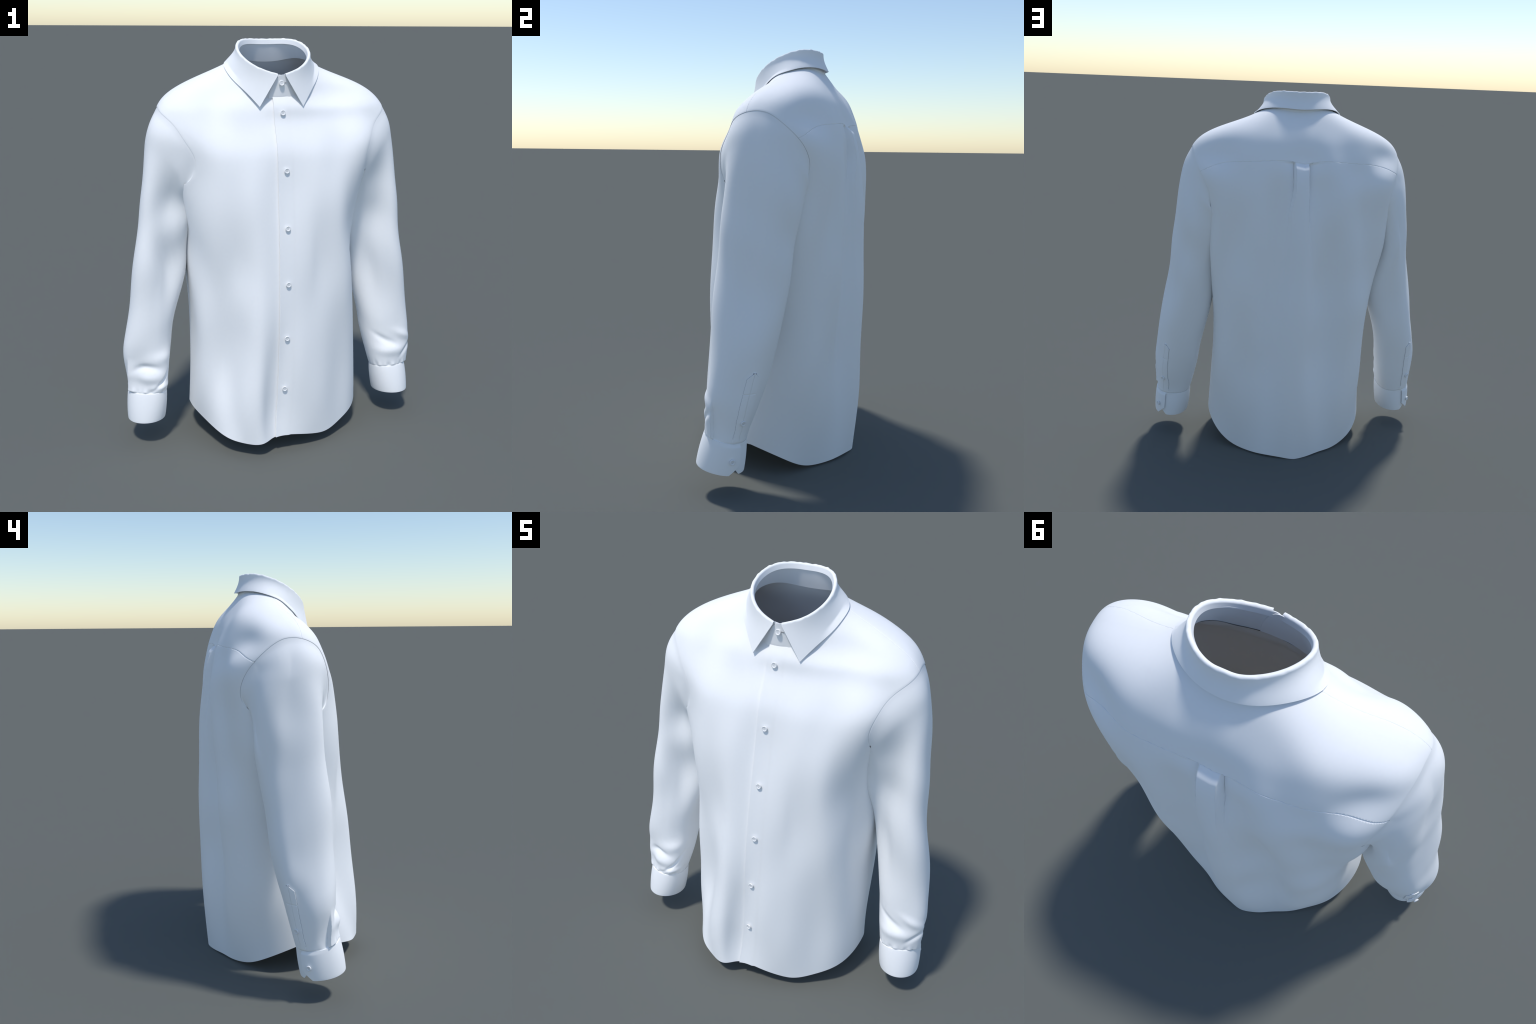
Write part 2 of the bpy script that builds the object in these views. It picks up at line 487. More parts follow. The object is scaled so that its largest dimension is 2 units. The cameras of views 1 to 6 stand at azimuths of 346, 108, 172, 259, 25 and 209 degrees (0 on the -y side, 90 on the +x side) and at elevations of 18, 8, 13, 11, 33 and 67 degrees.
def torso_point(beta, z):
    S = spline(SECTION_Z, SECTION, z)
    c, s = np.cos(beta), np.sin(beta)
    front = s < 0
    n = np.clip(np.where(front, S[..., 5], S[..., 6]), 1.5, 6)
    r = (np.abs(c) ** n + np.abs(s) ** n) ** (-1 / n)
    X, Y = r * c, r * s
    x = np.where(c < 0, S[..., 0], S[..., 1]) * X
    y = S[..., 4] + np.where(front, S[..., 4] - S[..., 2], S[..., 3] - S[..., 4]) * Y
    y = y + drape(x, z, front, Y)
    return np.stack([x, y, z], -1)


def outside(x, y, z):
    """> 0 outside the torso, < 0 inside."""
    S = spline(SECTION_Z, SECTION, z)
    mid = S[..., 4]
    front = y < mid
    b = np.where(front, mid - S[..., 2], S[..., 3] - mid)
    y = y - drape(x, z, front, np.clip((y - mid) / b, -1, 1))
    n = np.clip(np.where(front, S[..., 5], S[..., 6]), 1.5, 6)
    a = np.where(x < 0, S[..., 0], S[..., 1])
    return np.abs(x / a) ** n + np.abs((y - mid) / b) ** n - 1


def soft_field(P, table, tall=1.85):
    """Outward displacement from soft bulges and hollows of the hanging cloth."""
    d = np.zeros(P.shape[:-1])
    for cx, cy, cz, amount, r in table:
        d += amount * np.exp(-(((P[..., 0] - cx) / r) ** 2 + ((P[..., 1] - cy) / r) ** 2 + ((P[..., 2] - cz) / (tall * r)) ** 2))
    return d


def torso_field(P):
    return soft_field(P, TORSO_DRAPE)


def hem_height(beta):
    n = np.where(np.sin(beta) < 0, SECTION[0][5], SECTION[0][6])
    c, s = np.cos(beta), np.sin(beta)
    theta = np.arctan2(np.sign(s) * np.abs(s) ** (n / 2), np.sign(c) * np.abs(c) ** (n / 2))
    k = np.concatenate([HEM_ANGLE - 360, HEM_ANGLE, HEM_ANGLE + 360])
    return spline(k, np.tile(HEM, 3), np.degrees(theta))


def yoke_height(x):
    return spline(YOKE_X, YOKE, np.minimum(np.abs(x), 0.56))


def shoulder_line(x):
    return spline(SHOULDER_X, SHOULDER, np.clip(np.abs(x), 0.2, 0.56))


def armhole(side, phi):
    k = np.linspace(0, 2 * np.pi, len(ARMHOLE), endpoint=False)
    k = np.concatenate([k - 2 * np.pi, k, k + 2 * np.pi])
    yz = spline(k, np.tile(ARMHOLE, (3, 1)), phi)
    y, z = yz[..., 0], yz[..., 1]
    x = side * bisect(lambda q: outside(side * q, y, z), np.full(y.shape, 0.2), np.full(y.shape, 0.75))
    return np.stack([x, y, z], -1)


# neckline: plan positions from centre back to centre front (right half), mirrored about NECK_X
NECK_X = 0.008
NECK_U = [0, 0.2, 0.4, 0.6, 0.8, 1.0]
NECK_BASE = [(0.0, 0.193), (0.090, 0.178), (0.160, 0.112), (0.184, -0.005), (0.122, -0.100), (0.0, -0.132)]


def mirrored(u, rows):
    """Closed curve through the half-profile rows (x, ...), u in -1..1 from front to front, 0 = back.
    |u| > 1 runs on past the centre front on the other side."""
    rows = np.asarray(rows, float)
    flip = np.ones(rows.shape[1])
    flip[0] = -1
    k = np.array(NECK_U)
    half = rows[1:] * 1.0
    left = (rows[:0:-1]) * flip
    ring = np.concatenate([left, rows])
    ku = np.concatenate([-k[:0:-1], k])
    # continue past the ends by mirroring
    more = rows[-2:0:-1] * flip
    ring = np.concatenate([(rows[1:-1]), ring, more])
    ku = np.concatenate([-2 + k[1:-1], ku, 2 - k[-2:0:-1]])
    order = np.argsort(ku)
    p = spline(ku[order], ring[order], u)
    return p + np.eye(1, rows.shape[1])[0] * NECK_X


def polygon_distance(px, py, poly):
    """Signed distance (inside < 0) of points to a closed polygon."""
    a = poly
    b = np.roll(poly, -1, 0)
    best = np.full(px.shape, 9.0)
    odd = np.zeros(px.shape, bool)
    for (ax, ay), (bx, by) in zip(a, b):
        dx, dy = bx - ax, by - ay
        t = np.clip(((px - ax) * dx + (py - ay) * dy) / (dx * dx + dy * dy + 1e-12), 0, 1)
        best = np.minimum(best, np.hypot(px - ax - t * dx, py - ay - t * dy))
        cross = ((ay > py) != (by > py)) & (px < (bx - ax) * (py - ay) / (by - ay + 1e-15) + ax)
        odd ^= cross
    return np.where(odd, -best, best)


# ------------------------------------------------------------------ mesh tools
def grid_faces(rows, cols, wrap):
    i, j = np.meshgrid(np.arange(rows - 1), np.arange(cols if wrap else cols - 1), indexing="ij")
    k = (j + 1) % cols
    a, b, c, d = i * cols + j, i * cols + k, (i + 1) * cols + k, (i + 1) * cols + j
    return np.stack([a, b, c, d], -1).reshape(-1, 4)


def vertex_normals(V, T):
    if T.shape[1] == 4:
        n = np.cross(V[T[:, 2]] - V[T[:, 0]], V[T[:, 3]] - V[T[:, 1]])
    else:
        n = np.cross(V[T[:, 1]] - V[T[:, 0]], V[T[:, 2]] - V[T[:, 0]])
    N = np.zeros_like(V)
    for k in range(T.shape[1]):
        np.add.at(N, T[:, k], n)
    return unit(N)


def cut(V, T, G, column, offset=0.0):
    """Split triangles along G[:, column] == offset; extra per-vertex fields G are interpolated."""
    g = G[:, column] - offset
    g = np.where(np.abs(g) < 1e-5, 0.0, g)
    s = np.sign(g).astype(int)
    st = s[T]
    crossing = (st.min(1) < 0) & (st.max(1) > 0)
    keep, work = T[~crossing], T[crossing]
    made, newV, newG, out = {}, [], [], []

    def point(a, b):
        key = (a, b) if a < b else (b, a)
        if key not in made:
            t = g[key[0]] / (g[key[0]] - g[key[1]])
            made[key] = len(V) + len(newV)
            newV.append(V[key[0]] * (1 - t) + V[key[1]] * t)
            q = G[key[0]] * (1 - t) + G[key[1]] * t
            q[column] = offset
            newG.append(q)
        return made[key]

    for tri in work:
        for r in range(3):
            a, b, c = np.roll(tri, -r)
            if s[a] == 0 and s[b] * s[c] < 0:
                p = point(b, c)
                out += [(a, b, p), (a, p, c)]
                break
            if s[a] != 0 and s[a] * s[b] < 0 and s[a] * s[c] < 0:
                p, q = point(a, b), point(a, c)
                out += [(a, p, q), (p, b, c), (p, c, q)]
                break
    if newV:
        V, G = np.vstack([V, newV]), np.vstack([G, newG])
        T = np.vstack([keep, np.array(out, int).reshape(-1, 3)])
    return V, T, G


def new_object(name, mesh, parent, material):
    o = bpy.data.objects.new(name, mesh)
    bpy.context.scene.collection.objects.link(o)
    o.parent = parent
    if material is not None and not mesh.materials:
        mesh.materials.append(material)
    return o


def sheet(name, V, F, N, thickness, parent, material, free=None):
    """A cloth piece: outer skin V/F with normals N, an inner skin and rims along its free edges."""
    used = np.unique(F)
    remap = np.full(len(V), -1)
    remap[used] = np.arange(len(used))
    V, N, F = V[used], N[used], remap[F]
    free = np.ones(len(V), bool) if free is None else free[used]
    n = len(V)
    k = F.shape[1]
    edges = np.concatenate([np.stack([F[:, i], F[:, (i + 1) % k]], -1) for i in range(k)])
    key = np.sort(edges, 1)
    _, inv, cnt = np.unique(key, axis=0, return_inverse=True, return_counts=True)
    rim = edges[cnt[inv.ravel()] == 1]
    rim = rim[free[rim[:, 0]] & free[rim[:, 1]]]
    if np.ndim(thickness):
        thickness = thickness[used][:, None]
    W = np.vstack([V, V - N * thickness])
    faces = [tuple(f) for f in F] + [tuple(f[::-1] + n) for f in F]
    rims = np.stack([rim[:, 1], rim[:, 0], rim[:, 0] + n, rim[:, 1] + n], -1)
    faces += [tuple(f) for f in rims]
    normals = [N[F].reshape(-1, 3), -N[F[:, ::-1]].reshape(-1, 3)]
    if len(rims):
        rn = unit(np.cross(W[rims[:, 2]] - W[rims[:, 0]], W[rims[:, 3]] - W[rims[:, 1]]))
        normals.append(np.repeat(rn, 4, 0))
    me = bpy.data.meshes.new(name)
    me.from_pydata(W.tolist(), [], faces)
    me.polygons.foreach_set("use_smooth", np.ones(len(me.polygons), bool))
    me.normals_split_custom_set(np.concatenate(normals).tolist())
    me.update()
    return new_object(name, me, parent, material)


# ------------------------------------------------------------------ materials
def cloth(name, colour, scale):
    m = bpy.data.materials.new(name)
    m.use_nodes = True
    t = m.node_tree
    p = t.nodes["Principled BSDF"]
    co = t.nodes.new("ShaderNodeTexCoord")
    noise = t.nodes.new("ShaderNodeTexNoise")
    noise.inputs["Scale"].default_value = scale
    noise.inputs["Detail"].default_value = 3
    ramp = t.nodes.new("ShaderNodeValToRGB")
    ramp.color_ramp.elements[0].color = tuple(c * 0.985 for c in colour) + (1,)
    ramp.color_ramp.elements[1].color = tuple(min(1, c * 1.015) for c in colour) + (1,)
    t.links.new(co.outputs["Object"], noise.inputs["Vector"])
    t.links.new(noise.outputs["Fac"], ramp.inputs["Fac"])
    t.links.new(ramp.outputs["Color"], p.inputs["Base Color"])
    p.inputs["Roughness"].default_value = 0.85
    p.inputs["Specular IOR Level"].default_value = 0.2
    return m


def plastic(name, colour, rough):
    m = bpy.data.materials.new(name)
    m.use_nodes = True
    t = m.node_tree
    p = t.nodes["Principled BSDF"]
    co = t.nodes.new("ShaderNodeTexCoord")
    noise = t.nodes.new("ShaderNodeTexNoise")
    noise.inputs["Scale"].default_value = 60
    ramp = t.nodes.new("ShaderNodeValToRGB")
    ramp.color_ramp.elements[0].color = tuple(c * 0.97 for c in colour) + (1,)
    ramp.color_ramp.elements[1].color = tuple(colour) + (1,)
    t.links.new(co.outputs["Object"], noise.inputs["Vector"])
    t.links.new(noise.outputs["Fac"], ramp.inputs["Fac"])
    t.links.new(ramp.outputs["Color"], p.inputs["Base Color"])
    p.inputs["Roughness"].default_value = rough
    return m


COTTON = cloth("white_cotton", (0.975, 0.975, 0.975), 90)
BUTTON = plastic("white_button_plastic", (0.9, 0.9, 0.9), 0.5)
EDGE_SHADE = plastic("edge_shade_grey", (0.42, 0.42, 0.43), 0.9)  # grey that paints the shade along the placket edges
SLIT_DARK = plastic("slit_dark_grey", (0.30, 0.29, 0.28), 0.8)  # dark grey that stands in for shade inside the slit

shirt = bpy.data.objects.new("dress_shirt", None)
bpy.context.scene.collection.objects.link(shirt)
shirt["label"] = "plain white long-sleeved button-up dress shirt, filled out as if worn"
shirt["category"] = "shirt"
CLOTH = 0.003

# ------------------------------------------------------------------ torso mesh
def spread(density, lo, hi, count, closed):
    x = np.linspace(lo, hi, 6000)
    w = density(x)
    c = np.concatenate([[0], np.cumsum((w[1:] + w[:-1]) / 2)])
    q = np.linspace(0, c[-1], count + 1)[:-1] if closed else np.linspace(0, c[-1], count)
    return np.interp(q, c, x)


TOP = 1.945
beta = spread(lambda b: 1 + 2.2 * bell(b, math.pi / 2, 0.3) + 0.6 * bell(b, -math.pi / 2, 0.4), -math.pi, math.pi, 420, True)
level = spread(lambda z: 1 + 1.6 * smooth(1.42, 1.6, z), 0.0, TOP, 300, False) / TOP
bb = np.broadcast_to(beta, (len(level), len(beta)))
zh = hem_height(beta)
zz = zh + (TOP - zh) * level[:, None]
G0 = torso_point(bb, zz)
keep_z = G0[..., 2].copy()
G0 = blur(G0, 3.0, 1, True)
G0[..., :2] = blur(G0[..., :2], 5.0, 0, False)
G0[..., 2] = keep_z
quads0 = grid_faces(*G0.shape[:2], True)
N0 = vertex_normals(G0.reshape(-1, 3), quads0).reshape(G0.shape)
N0 *= np.sign((N0[100] * (G0[100] - G0[100].mean(0))).sum())
BASE = G0.copy()
D0 = blur(blur(torso_field(G0), 9.0, 0, False), 4.0, 1, True)
G0 = G0 + N0 * D0[..., None]
X, Y, Z = G0[..., 0], G0[..., 1], G0[..., 2]

# centre-back box pleat: a raised strip hanging from the yoke, opening out and fading downwards
seam_z = yoke_height(X)
below = np.maximum(seam_z - Z, 0)
spread_l = 0.022 * smooth(0.12, 0.30, below)
right_edge, left_edge = -0.025 - 0.03 * smooth(0.3, 0.8, below), 0.052 + spread_l + 0.02 * smooth(0.3, 0.8, below)
soft = 0.006 + 0.05 * smooth(0.18, 0.7, below)
gap = np.maximum(right_edge - X, X - left_edge)          # < 0 on the strip
fadeout = 1 - smooth(0.10, 0.70, below)
rise = 0.018 * smooth(0.0, 0.032, below) * fadeout
strip = 1 - smooth(-soft * 0.5, soft * 0.5, gap)
trough = (0.026 * np.exp(-np.maximum(gap, 0) / 0.024) * (1 - smooth(0.05, 0.36, below)) + 0.016 * np.exp(-np.maximum(gap, 0) / 0.06) * smooth(0.02, 0.15, below) * (1 - smooth(0.5, 1.2, below))) * (1 - strip) * smooth(0.001, 0.012, below)
G0[..., 1] += np.where(Y > 0.1, rise * strip - trough, 0)

V = G0.reshape(-1, 3)
Q = grid_faces(*G0.shape[:2], True)
T = np.vstack([Q[:, [0, 1, 2]], Q[:, [0, 2, 3]]])

# fields that mark the cuts: neckline, armholes, yoke, shoulder/side seam, front edge
neck_ring = mirrored(np.linspace(-1, 1, 200)[:-1], NECK_BASE)
def fields(V, base):
    x, y, z = V.T
    neck = np.where(z > 1.6, polygon_distance(x, y, neck_ring), 1.0)
    x, y, z = base.T  # seams are laid out on the undraped pattern
    arm = np.ones(len(V))
    loop = armhole(1, np.linspace(0, 2 * np.pi, 97)[:-1])[:, 1:]
    near = (np.abs(x) > 0.3) & (z > 1.05) & (z < 1.75)
    arm[near] = polygon_distance(y[near], z[near], loop)
    yoke = z - yoke_height(x)
    side = y - shoulder_line(x)
    edge = V[:, 0] - np.interp(V[:, 2], EDGE_Z, EDGE_X)
    return np.stack([neck, arm, yoke, side, edge, x, y, z], -1)


G = fields(V, BASE.reshape(-1, 3))
NECK, ARM, YOKE_F, SIDE, EDGE = range(5)


def cut_where(V, T, G, column, offset, mask):
    m = mask(V, G)[T].any(1)
    V2, T2, G2 = cut(V, T[m], G, column, offset)
    return V2, np.vstack([T[~m], T2]), G2


def drop(T, G, test):
    c = G[T].mean(1)
    return T[~test(c)]


V, T, G = cut(V, T, G, NECK)
T = drop(T, G, lambda c: c[:, NECK] < 0)
V, T, G = cut(V, T, G, ARM)
T = drop(T, G, lambda c: c[:, ARM] < 0)
for off in (-0.0022, 0.0, 0.0022):
    V, T, G = cut_where(V, T, G, YOKE_F, off, lambda V, G: (V[:, 1] > 0.1) & (V[:, 2] > 1.45))
for off in (-0.0022, 0.0, 0.0022):
    V, T, G = cut_where(V, T, G, SIDE, off, lambda V, G: (np.abs(V[:, 0]) > 0.15))
for off in (-0.0001, 0.02):
    V, T, G = cut_where(V, T, G, EDGE, off, lambda V, G: (V[:, 1] < -0.02) & (np.abs(V[:, 0]) < 0.2))
N = vertex_normals(V, T)

# seam grooves
on_yoke = (V[:, 1] > 0.1) & (np.abs(G[:, YOKE_F]) < 1e-4) & (V[:, 2] > 1.45)
on_side = (np.abs(G[:, SIDE]) < 1e-4) & (V[:, 2] > 1.6) & (np.abs(V[:, 0]) > 0.15)
V = V - N * (0.0030 * on_yoke + 0.0018 * on_side)[:, None]
# armhole border sinks a little into its seam
V = V - N * (0.0010 * bell(G[:, ARM], 0, 0.0025))[:, None]
N = vertex_normals(V, T)

def armhole_edge(side, phi):
    """The cut edge of the torso round one armhole, read off the mesh at the loop angles phi."""
    rim = np.unique(T)
    rim = rim[(np.abs(G[rim, ARM]) < 1e-4) & (V[rim, 0] * side > 0)]
    dense = np.linspace(0, 2 * np.pi, 2400, endpoint=False)
    loop = armhole(side, dense)[:, 1:]
    at = dense[np.array([np.argmin(((loop - G[i, 6:8]) ** 2).sum(1)) for i in rim])]
    order = np.argsort(at)
    at, P, M = at[order], V[rim][order], N[rim][order]
    at = np.concatenate([at - 2 * np.pi, at, at + 2 * np.pi])
    pos = np.stack([np.interp(phi, at, np.tile(P[:, a], 3)) for a in range(3)], -1)
    nrm = unit(np.stack([np.interp(phi, at, np.tile(M[:, a], 3)) for a in range(3)], -1))
    return blur(pos, 1.5, 0, True), unit(blur(nrm, 6.0, 0, True))


ARM_PHI = np.linspace(0, 2 * np.pi, 264, endpoint=False)
ARM_EDGE = {side: armhole_edge(side, ARM_PHI) for side in (1, -1)}

TORSO_V, TORSO_N = V, N
front_ids = np.unique(T)
front_ids = front_ids[V[front_ids, 1] < -0.05]


def front_sample(x, z):
    d = (TORSO_V[front_ids, 0] - x) ** 2 + (TORSO_V[front_ids, 2] - z) ** 2
    near = front_ids[np.argsort(d)[:12]]
    return np.array([x, TORSO_V[near, 1].mean(), z]), unit(TORSO_N[near].mean(0))


centre = V[T].mean(1)
cg = G[T].mean(1)
is_back = cg[:, SIDE] > 0
is_yoke = is_back & (cg[:, YOKE_F] > 0)
is_front = ~is_back
free = np.ones(len(V), bool)
free[on_yoke | (np.abs(G[:, SIDE]) < 1e-4) | (np.abs(G[:, NECK]) < 1e-4) | (np.abs(G[:, ARM]) < 1e-4)] = False

sheet("yoke", V, T[is_yoke], N, CLOTH, shirt, COTTON, free)
sheet("back_panel", V, T[is_back & ~is_yoke], N, CLOTH, shirt, COTTON, free)
# the front on the +x side overlaps the other one; its edge stands slightly proud
lap = (0.0055 * (1 - smooth(0.066, 0.084, G[:, EDGE])) + 0.0008 * (1 - smooth(0.0, 0.05, G[:, EDGE]))) * (V[:, 1] < 0)
tuck = -0.0035 * smooth(-0.05, 0.0, G[:, EDGE]) * (V[:, 1] < 0)
f_in = is_front & (cg[:, EDGE] > -0.0001)
sheet("front_panel", V + N * lap[:, None], T[f_in], N, CLOTH * 1.9, shirt, COTTON, free)
f_out = is_front & (cg[:, EDGE] < 0.02)
sheet("front_panel", V + N * tuck[:, None], T[f_out], N, CLOTH * 0.9, shirt, COTTON, free)


def shade_line(name, path, radius, parent):
    """A thin grey tube along an edge, its colour standing in for groove shade."""
    k = 6
    t = unit(np.gradient(path, axis=0))
    a = unit(np.cross(t, np.array([0.3, 0.5, 0.81])))
    b = np.cross(t, a)
    ang = np.linspace(0, 2 * np.pi, k, endpoint=False)
    V = path[:, None] + radius * (np.cos(ang)[None, :, None] * a[:, None] + np.sin(ang)[None, :, None] * b[:, None])
    me = bpy.data.meshes.new(name)
    me.from_pydata(V.reshape(-1, 3).tolist(), [], [tuple(f) for f in grid_faces(len(path), k, True)])
    me.shade_smooth()
    return new_object(name, me, parent, EDGE_SHADE)


# ------------------------------------------------------------------ sleeves
RING_T = [0, 0.14, 0.3, 0.45, 0.58, 0.72, 0.84, 0.92, 1.0]
RING_Z = [1.45, 1.3, 1.1, 0.9, 0.72, 0.55, 0.42, 0.33, 0.264]
RING_TILT = np.radians([60, 38, 15, 6, 4, 3, 2, 2, 2])
RING_LEAN = np.radians([0, 0, 3, 6, 8, 10, 13, 14, 11])


def angle_gap(phi, centre):
    return (phi - centre + np.pi) % (2 * np.pi) - np.pi


def sleeve_surface(side, phi, t):
    """phi (m,), t (n,) -> (n, m, 3)"""
    rows = SLEEVE_LEFT if side > 0 else SLEEVE_RIGHT
    c, s = np.cos(phi), np.sin(phi)
    rings = [ARM_EDGE[side][0]]
    for i, (cx, cy, rx, ry, s2, c3, s3, fi, bi) in enumerate(rows, 1):
        q = 1 + s2 * np.sin(2 * phi) + c3 * np.cos(3 * phi) + s3 * np.sin(3 * phi) + fi * bell(angle_gap(phi, -np.pi / 4), 0, 0.6) + bi * bell(angle_gap(phi, -2.5), 0, 0.6)
        u = np.sign(s) * np.abs(s) ** (2 / 2.2) * rx * q
        w = -np.sign(c) * np.abs(c) ** (2 / 2.2) * ry * q
        x = cx + u * math.cos(RING_TILT[i])
        y = cy + w * math.cos(RING_LEAN[i])
        z = RING_Z[i] + u * math.sin(RING_TILT[i]) - w * math.sin(RING_LEAN[i])
        rings.append(np.stack([side * x, y, z], -1))
    rings = np.stack(rings)
    # leave the armhole along the torso's own surface over the shoulder, freely under the arm
    free = (spline(RING_T, rings, np.array([1e-4])) - rings[0])[0] / 1e-4
    along = blur(torso_tangent(rings[0], ARM_EDGE[side][1]), 9.0, 0, True)
    along = unit(along) * blur(np.linalg.norm(free, axis=1, keepdims=True), 6.0, 0, True) * (1 + 0.45 * smooth(0.2, 0.9, np.sin(phi)))[:, None]
    w = smooth(-0.25, 0.45, np.sin(phi))[:, None]
    return spline(RING_T, rings, t, start=free * (1 - w) + along * w)


def torso_tangent(ring, normal):
    d = unit(np.cross(normal, unit(np.roll(ring, -1, 0) - np.roll(ring, 1, 0))))
    return d * np.sign(((ring.mean(0) - ring) * d).sum(1))[:, None]


def sleeve_folds(side, P, phi):
    """Outward displacement: puff and creases above the cuff, pleat, armpit folds."""
    z = P[..., 2]
    f = angle_gap(phi, FRONT)[None]
    d = np.zeros(z.shape)
    front = bell(f, 0.2, 0.9)
    if side < 0:
        d += -0.012 * bell(z, 0.425 - 0.04 * (f - 0.2) ** 2, 0.017) * bell(f, 0.25, 0.5)
        d += 0.012 * bell(z, 0.370, 0.030) * bell(f, 0.15, 0.6)
        d += -0.012 * bell(z, 0.345 - 0.10 * (f + 0.55), 0.014) * bell(f, -0.65, 0.45)
        d += 0.009 * bell(z, 0.315, 0.016) * bell(f, -0.6, 0.5)
        d += 0.008 * bell(z, 0.465, 0.03) * bell(f, -0.5, 0.5)
    else:
        d += -0.009 * bell(z, 0.430 - 0.05 * (f + 0.2), 0.019) * bell(f, -0.3, 0.5)
        d += 0.011 * bell(z, 0.375, 0.030) * bell(f, -0.1, 0.7)
        d += 0.009 * bell(z, 0.455 - 0.05 * (f - 0.6), 0.025) * bell(f, 0.6, 0.45)
        d += -0.008 * bell(z, 0.365 + 0.08 * (f - 0.8), 0.018) * bell(f, 0.85, 0.35)
    # gathers where the sleeve is set into the cuff
    low = bell(z, 0.285, 0.02)
    d += low * (0.003 * np.sin(9 * phi + side) + 0.0025 * np.sin(17 * phi + 2 * side))[None] * bell(f, 0.0, 1.2)
    # pressed pleat on the outer front: cloth in front of it stands above
    line = 1.36 - 0.5 * smooth(0.27, 0.5, z) * 0.4
    step = 1 - smooth(-0.025, 0.025, f - line)
    d += (0.013 * step * bell(f, line - 0.05, 0.45) - 0.006 * (1 - step) * bell(f, line, 0.3)) * (1 - smooth(0.36, 0.47, z))
    # soft long drapes
    d += 0.004 * np.sin(2 * f + 14 * z + side) * (1 - smooth(1.1, 1.35, z)) * smooth(0.4, 0.55, z)
    return d


for side in (1, -1):
    m, n = 264, 300
    phi = np.linspace(0, 2 * np.pi, m, endpoint=False)
    P = sleeve_surface(side, phi, np.linspace(0, 1, n))
    even = smooth(0.0, 0.05, np.linspace(0, 1, n))[:, None, None]
    P = P * (1 - even) + blur(P, 3.5, 1, True) * even
    cap = (smooth(0.03, 0.08, np.linspace(0, 1, n)) * (1 - smooth(0.35, 0.5, np.linspace(0, 1, n))))[:, None, None]
    ring_mean = P.mean(1, keepdims=True)
    P = P * (1 - cap) + (ring_mean + (blur(P, 8.0, 1, True) - ring_mean) * 1.018) * cap
    below_cap = (smooth(0.03, 0.10, np.linspace(0, 1, n)) * (1 - smooth(0.55, 0.75, np.linspace(0, 1, n))))[:, None, None]
    P = P * (1 - below_cap) + blur(P, 7.0, 0, False) * below_cap
    quads = grid_faces(n, m, True)
    if side > 0:
        quads = quads[:, ::-1]
    flat = P.reshape(-1, 3)
    N = vertex_normals(flat, quads)
    if ((flat - flat.reshape(n, m, 3).mean(1, keepdims=True).repeat(m, 1).reshape(-1, 3)) * N).sum() < 0:
        quads, N = quads[:, ::-1], -N
    d = sleeve_folds(side, P, phi) + blur(blur(soft_field(P, LEFT_DRAPE if side > 0 else RIGHT_DRAPE), 9.0, 0, False), 7.0, 1, True) * smooth(0.0, 0.07, np.linspace(0, 1, n))[:, None]
    t = np.linspace(0, 1, n)[:, None]
    d = d * (1 - smooth(0.985, 1.0, t)) - 0.0014 * bell(t, 0.0, 0.0016) - 0.003 * smooth(0.985, 1.0, t)
    head = ((t / 0.03) * np.exp(1 - t / 0.03)) ** 2
    d = d + (0.005 if side > 0 else 0.012) * head * smooth(0.2, 0.8, np.sin(phi))[None]
    push = unit(blur(blur(N.reshape(n, m, 3), 8.0, 1, True), 5.0, 0, False)).reshape(-1, 3)
    flat = flat + push * d.reshape(-1, 1)
    N = vertex_normals(flat, quads)
    # shade on from the torso across the seam, over the top of the shoulder
    mix = (1 - smooth(0.0, 0.012, t)) * smooth(-0.1, 0.4, np.sin(phi))[None]
    N = unit(N * (1 - mix.reshape(-1, 1)) + np.tile(ARM_EDGE[side][1], (n, 1)) * mix.reshape(-1, 1))
    base = flat.reshape(n, m, 3)
    sleeve = sheet("sleeve", flat, quads, N, CLOTH, shirt, COTTON)
    Ng = N.reshape(n, m, 3)

    # ---- cuff: a band wrapped once round the sleeve end, with overlapping, corner-cut ends
    end = base[-1]
    start, turn, high = 2.70, 2 * np.pi + 0.30, 40
    w = np.linspace(0, 1, 220)
    # runs from the showing end (outer back) forward round the wrist to the hidden end
    ang = start - turn * w
    wrapped = np.mod(ang, 2 * np.pi)
    ring = np.stack([np.interp(wrapped, np.append(phi, 2 * np.pi), np.append(end[:, a], end[0, a])) for a in range(3)], -1)
    low_c = np.array([side * 0.678, -0.083, 0.124])
    s, c = np.sin(ang), -np.cos(ang)
    low = low_c + np.stack([side * s * 0.093, c * 0.107, -c * 0.105 * math.sin(math.radians(8))], -1)
    out = unit(np.stack([side * s, c, 0 * s], -1))
    lapping = 0.0065 * (1 - smooth(0.0, 0.2, w)) - 0.003 * smooth(0.85, 0.97, w)
    arc = w * turn * 0.105
    corner = np.maximum(0.048 - arc, 0) + np.maximum(arc - (turn * 0.105 - 0.040), 0)
    vv = np.linspace(0, 1, high)[:, None] * (1 - corner / 0.145)
    t3 = vv[..., None]
    pts = (ring + (0, 0, 0.0025)) * (1 - t3) + low * t3
    pts = pts + out * (0.0040 + lapping * smooth(0.0, 0.12, vv) + 0.004 * np.sin(np.pi * np.clip(vv, 0, 1)) ** 0.7 - 0.002 * vv)[..., None]
    cq = grid_faces(high, len(w), False)
    cf = pts.reshape(-1, 3)
    cn = vertex_normals(cf, cq)
    if (cn.reshape(high, len(w), 3) * out).sum() < 0:
        cq, cn = cq[:, ::-1], -cn
    cuff = sheet("cuff", cf, cq, cn, 0.0045, sleeve, COTTON)

    # ---- sleeve placket: pointed strip over the slit, proud of the sleeve
    tip = np.array([side * 0.705, 0.091 if side > 0 else 0.099, 0.577])
    foot = np.array([side * 0.745, 0.022 if side > 0 else 0.038, 0.267])
    rowsn, colsn = 120, 19
    tt = np.linspace(0, 1, n)
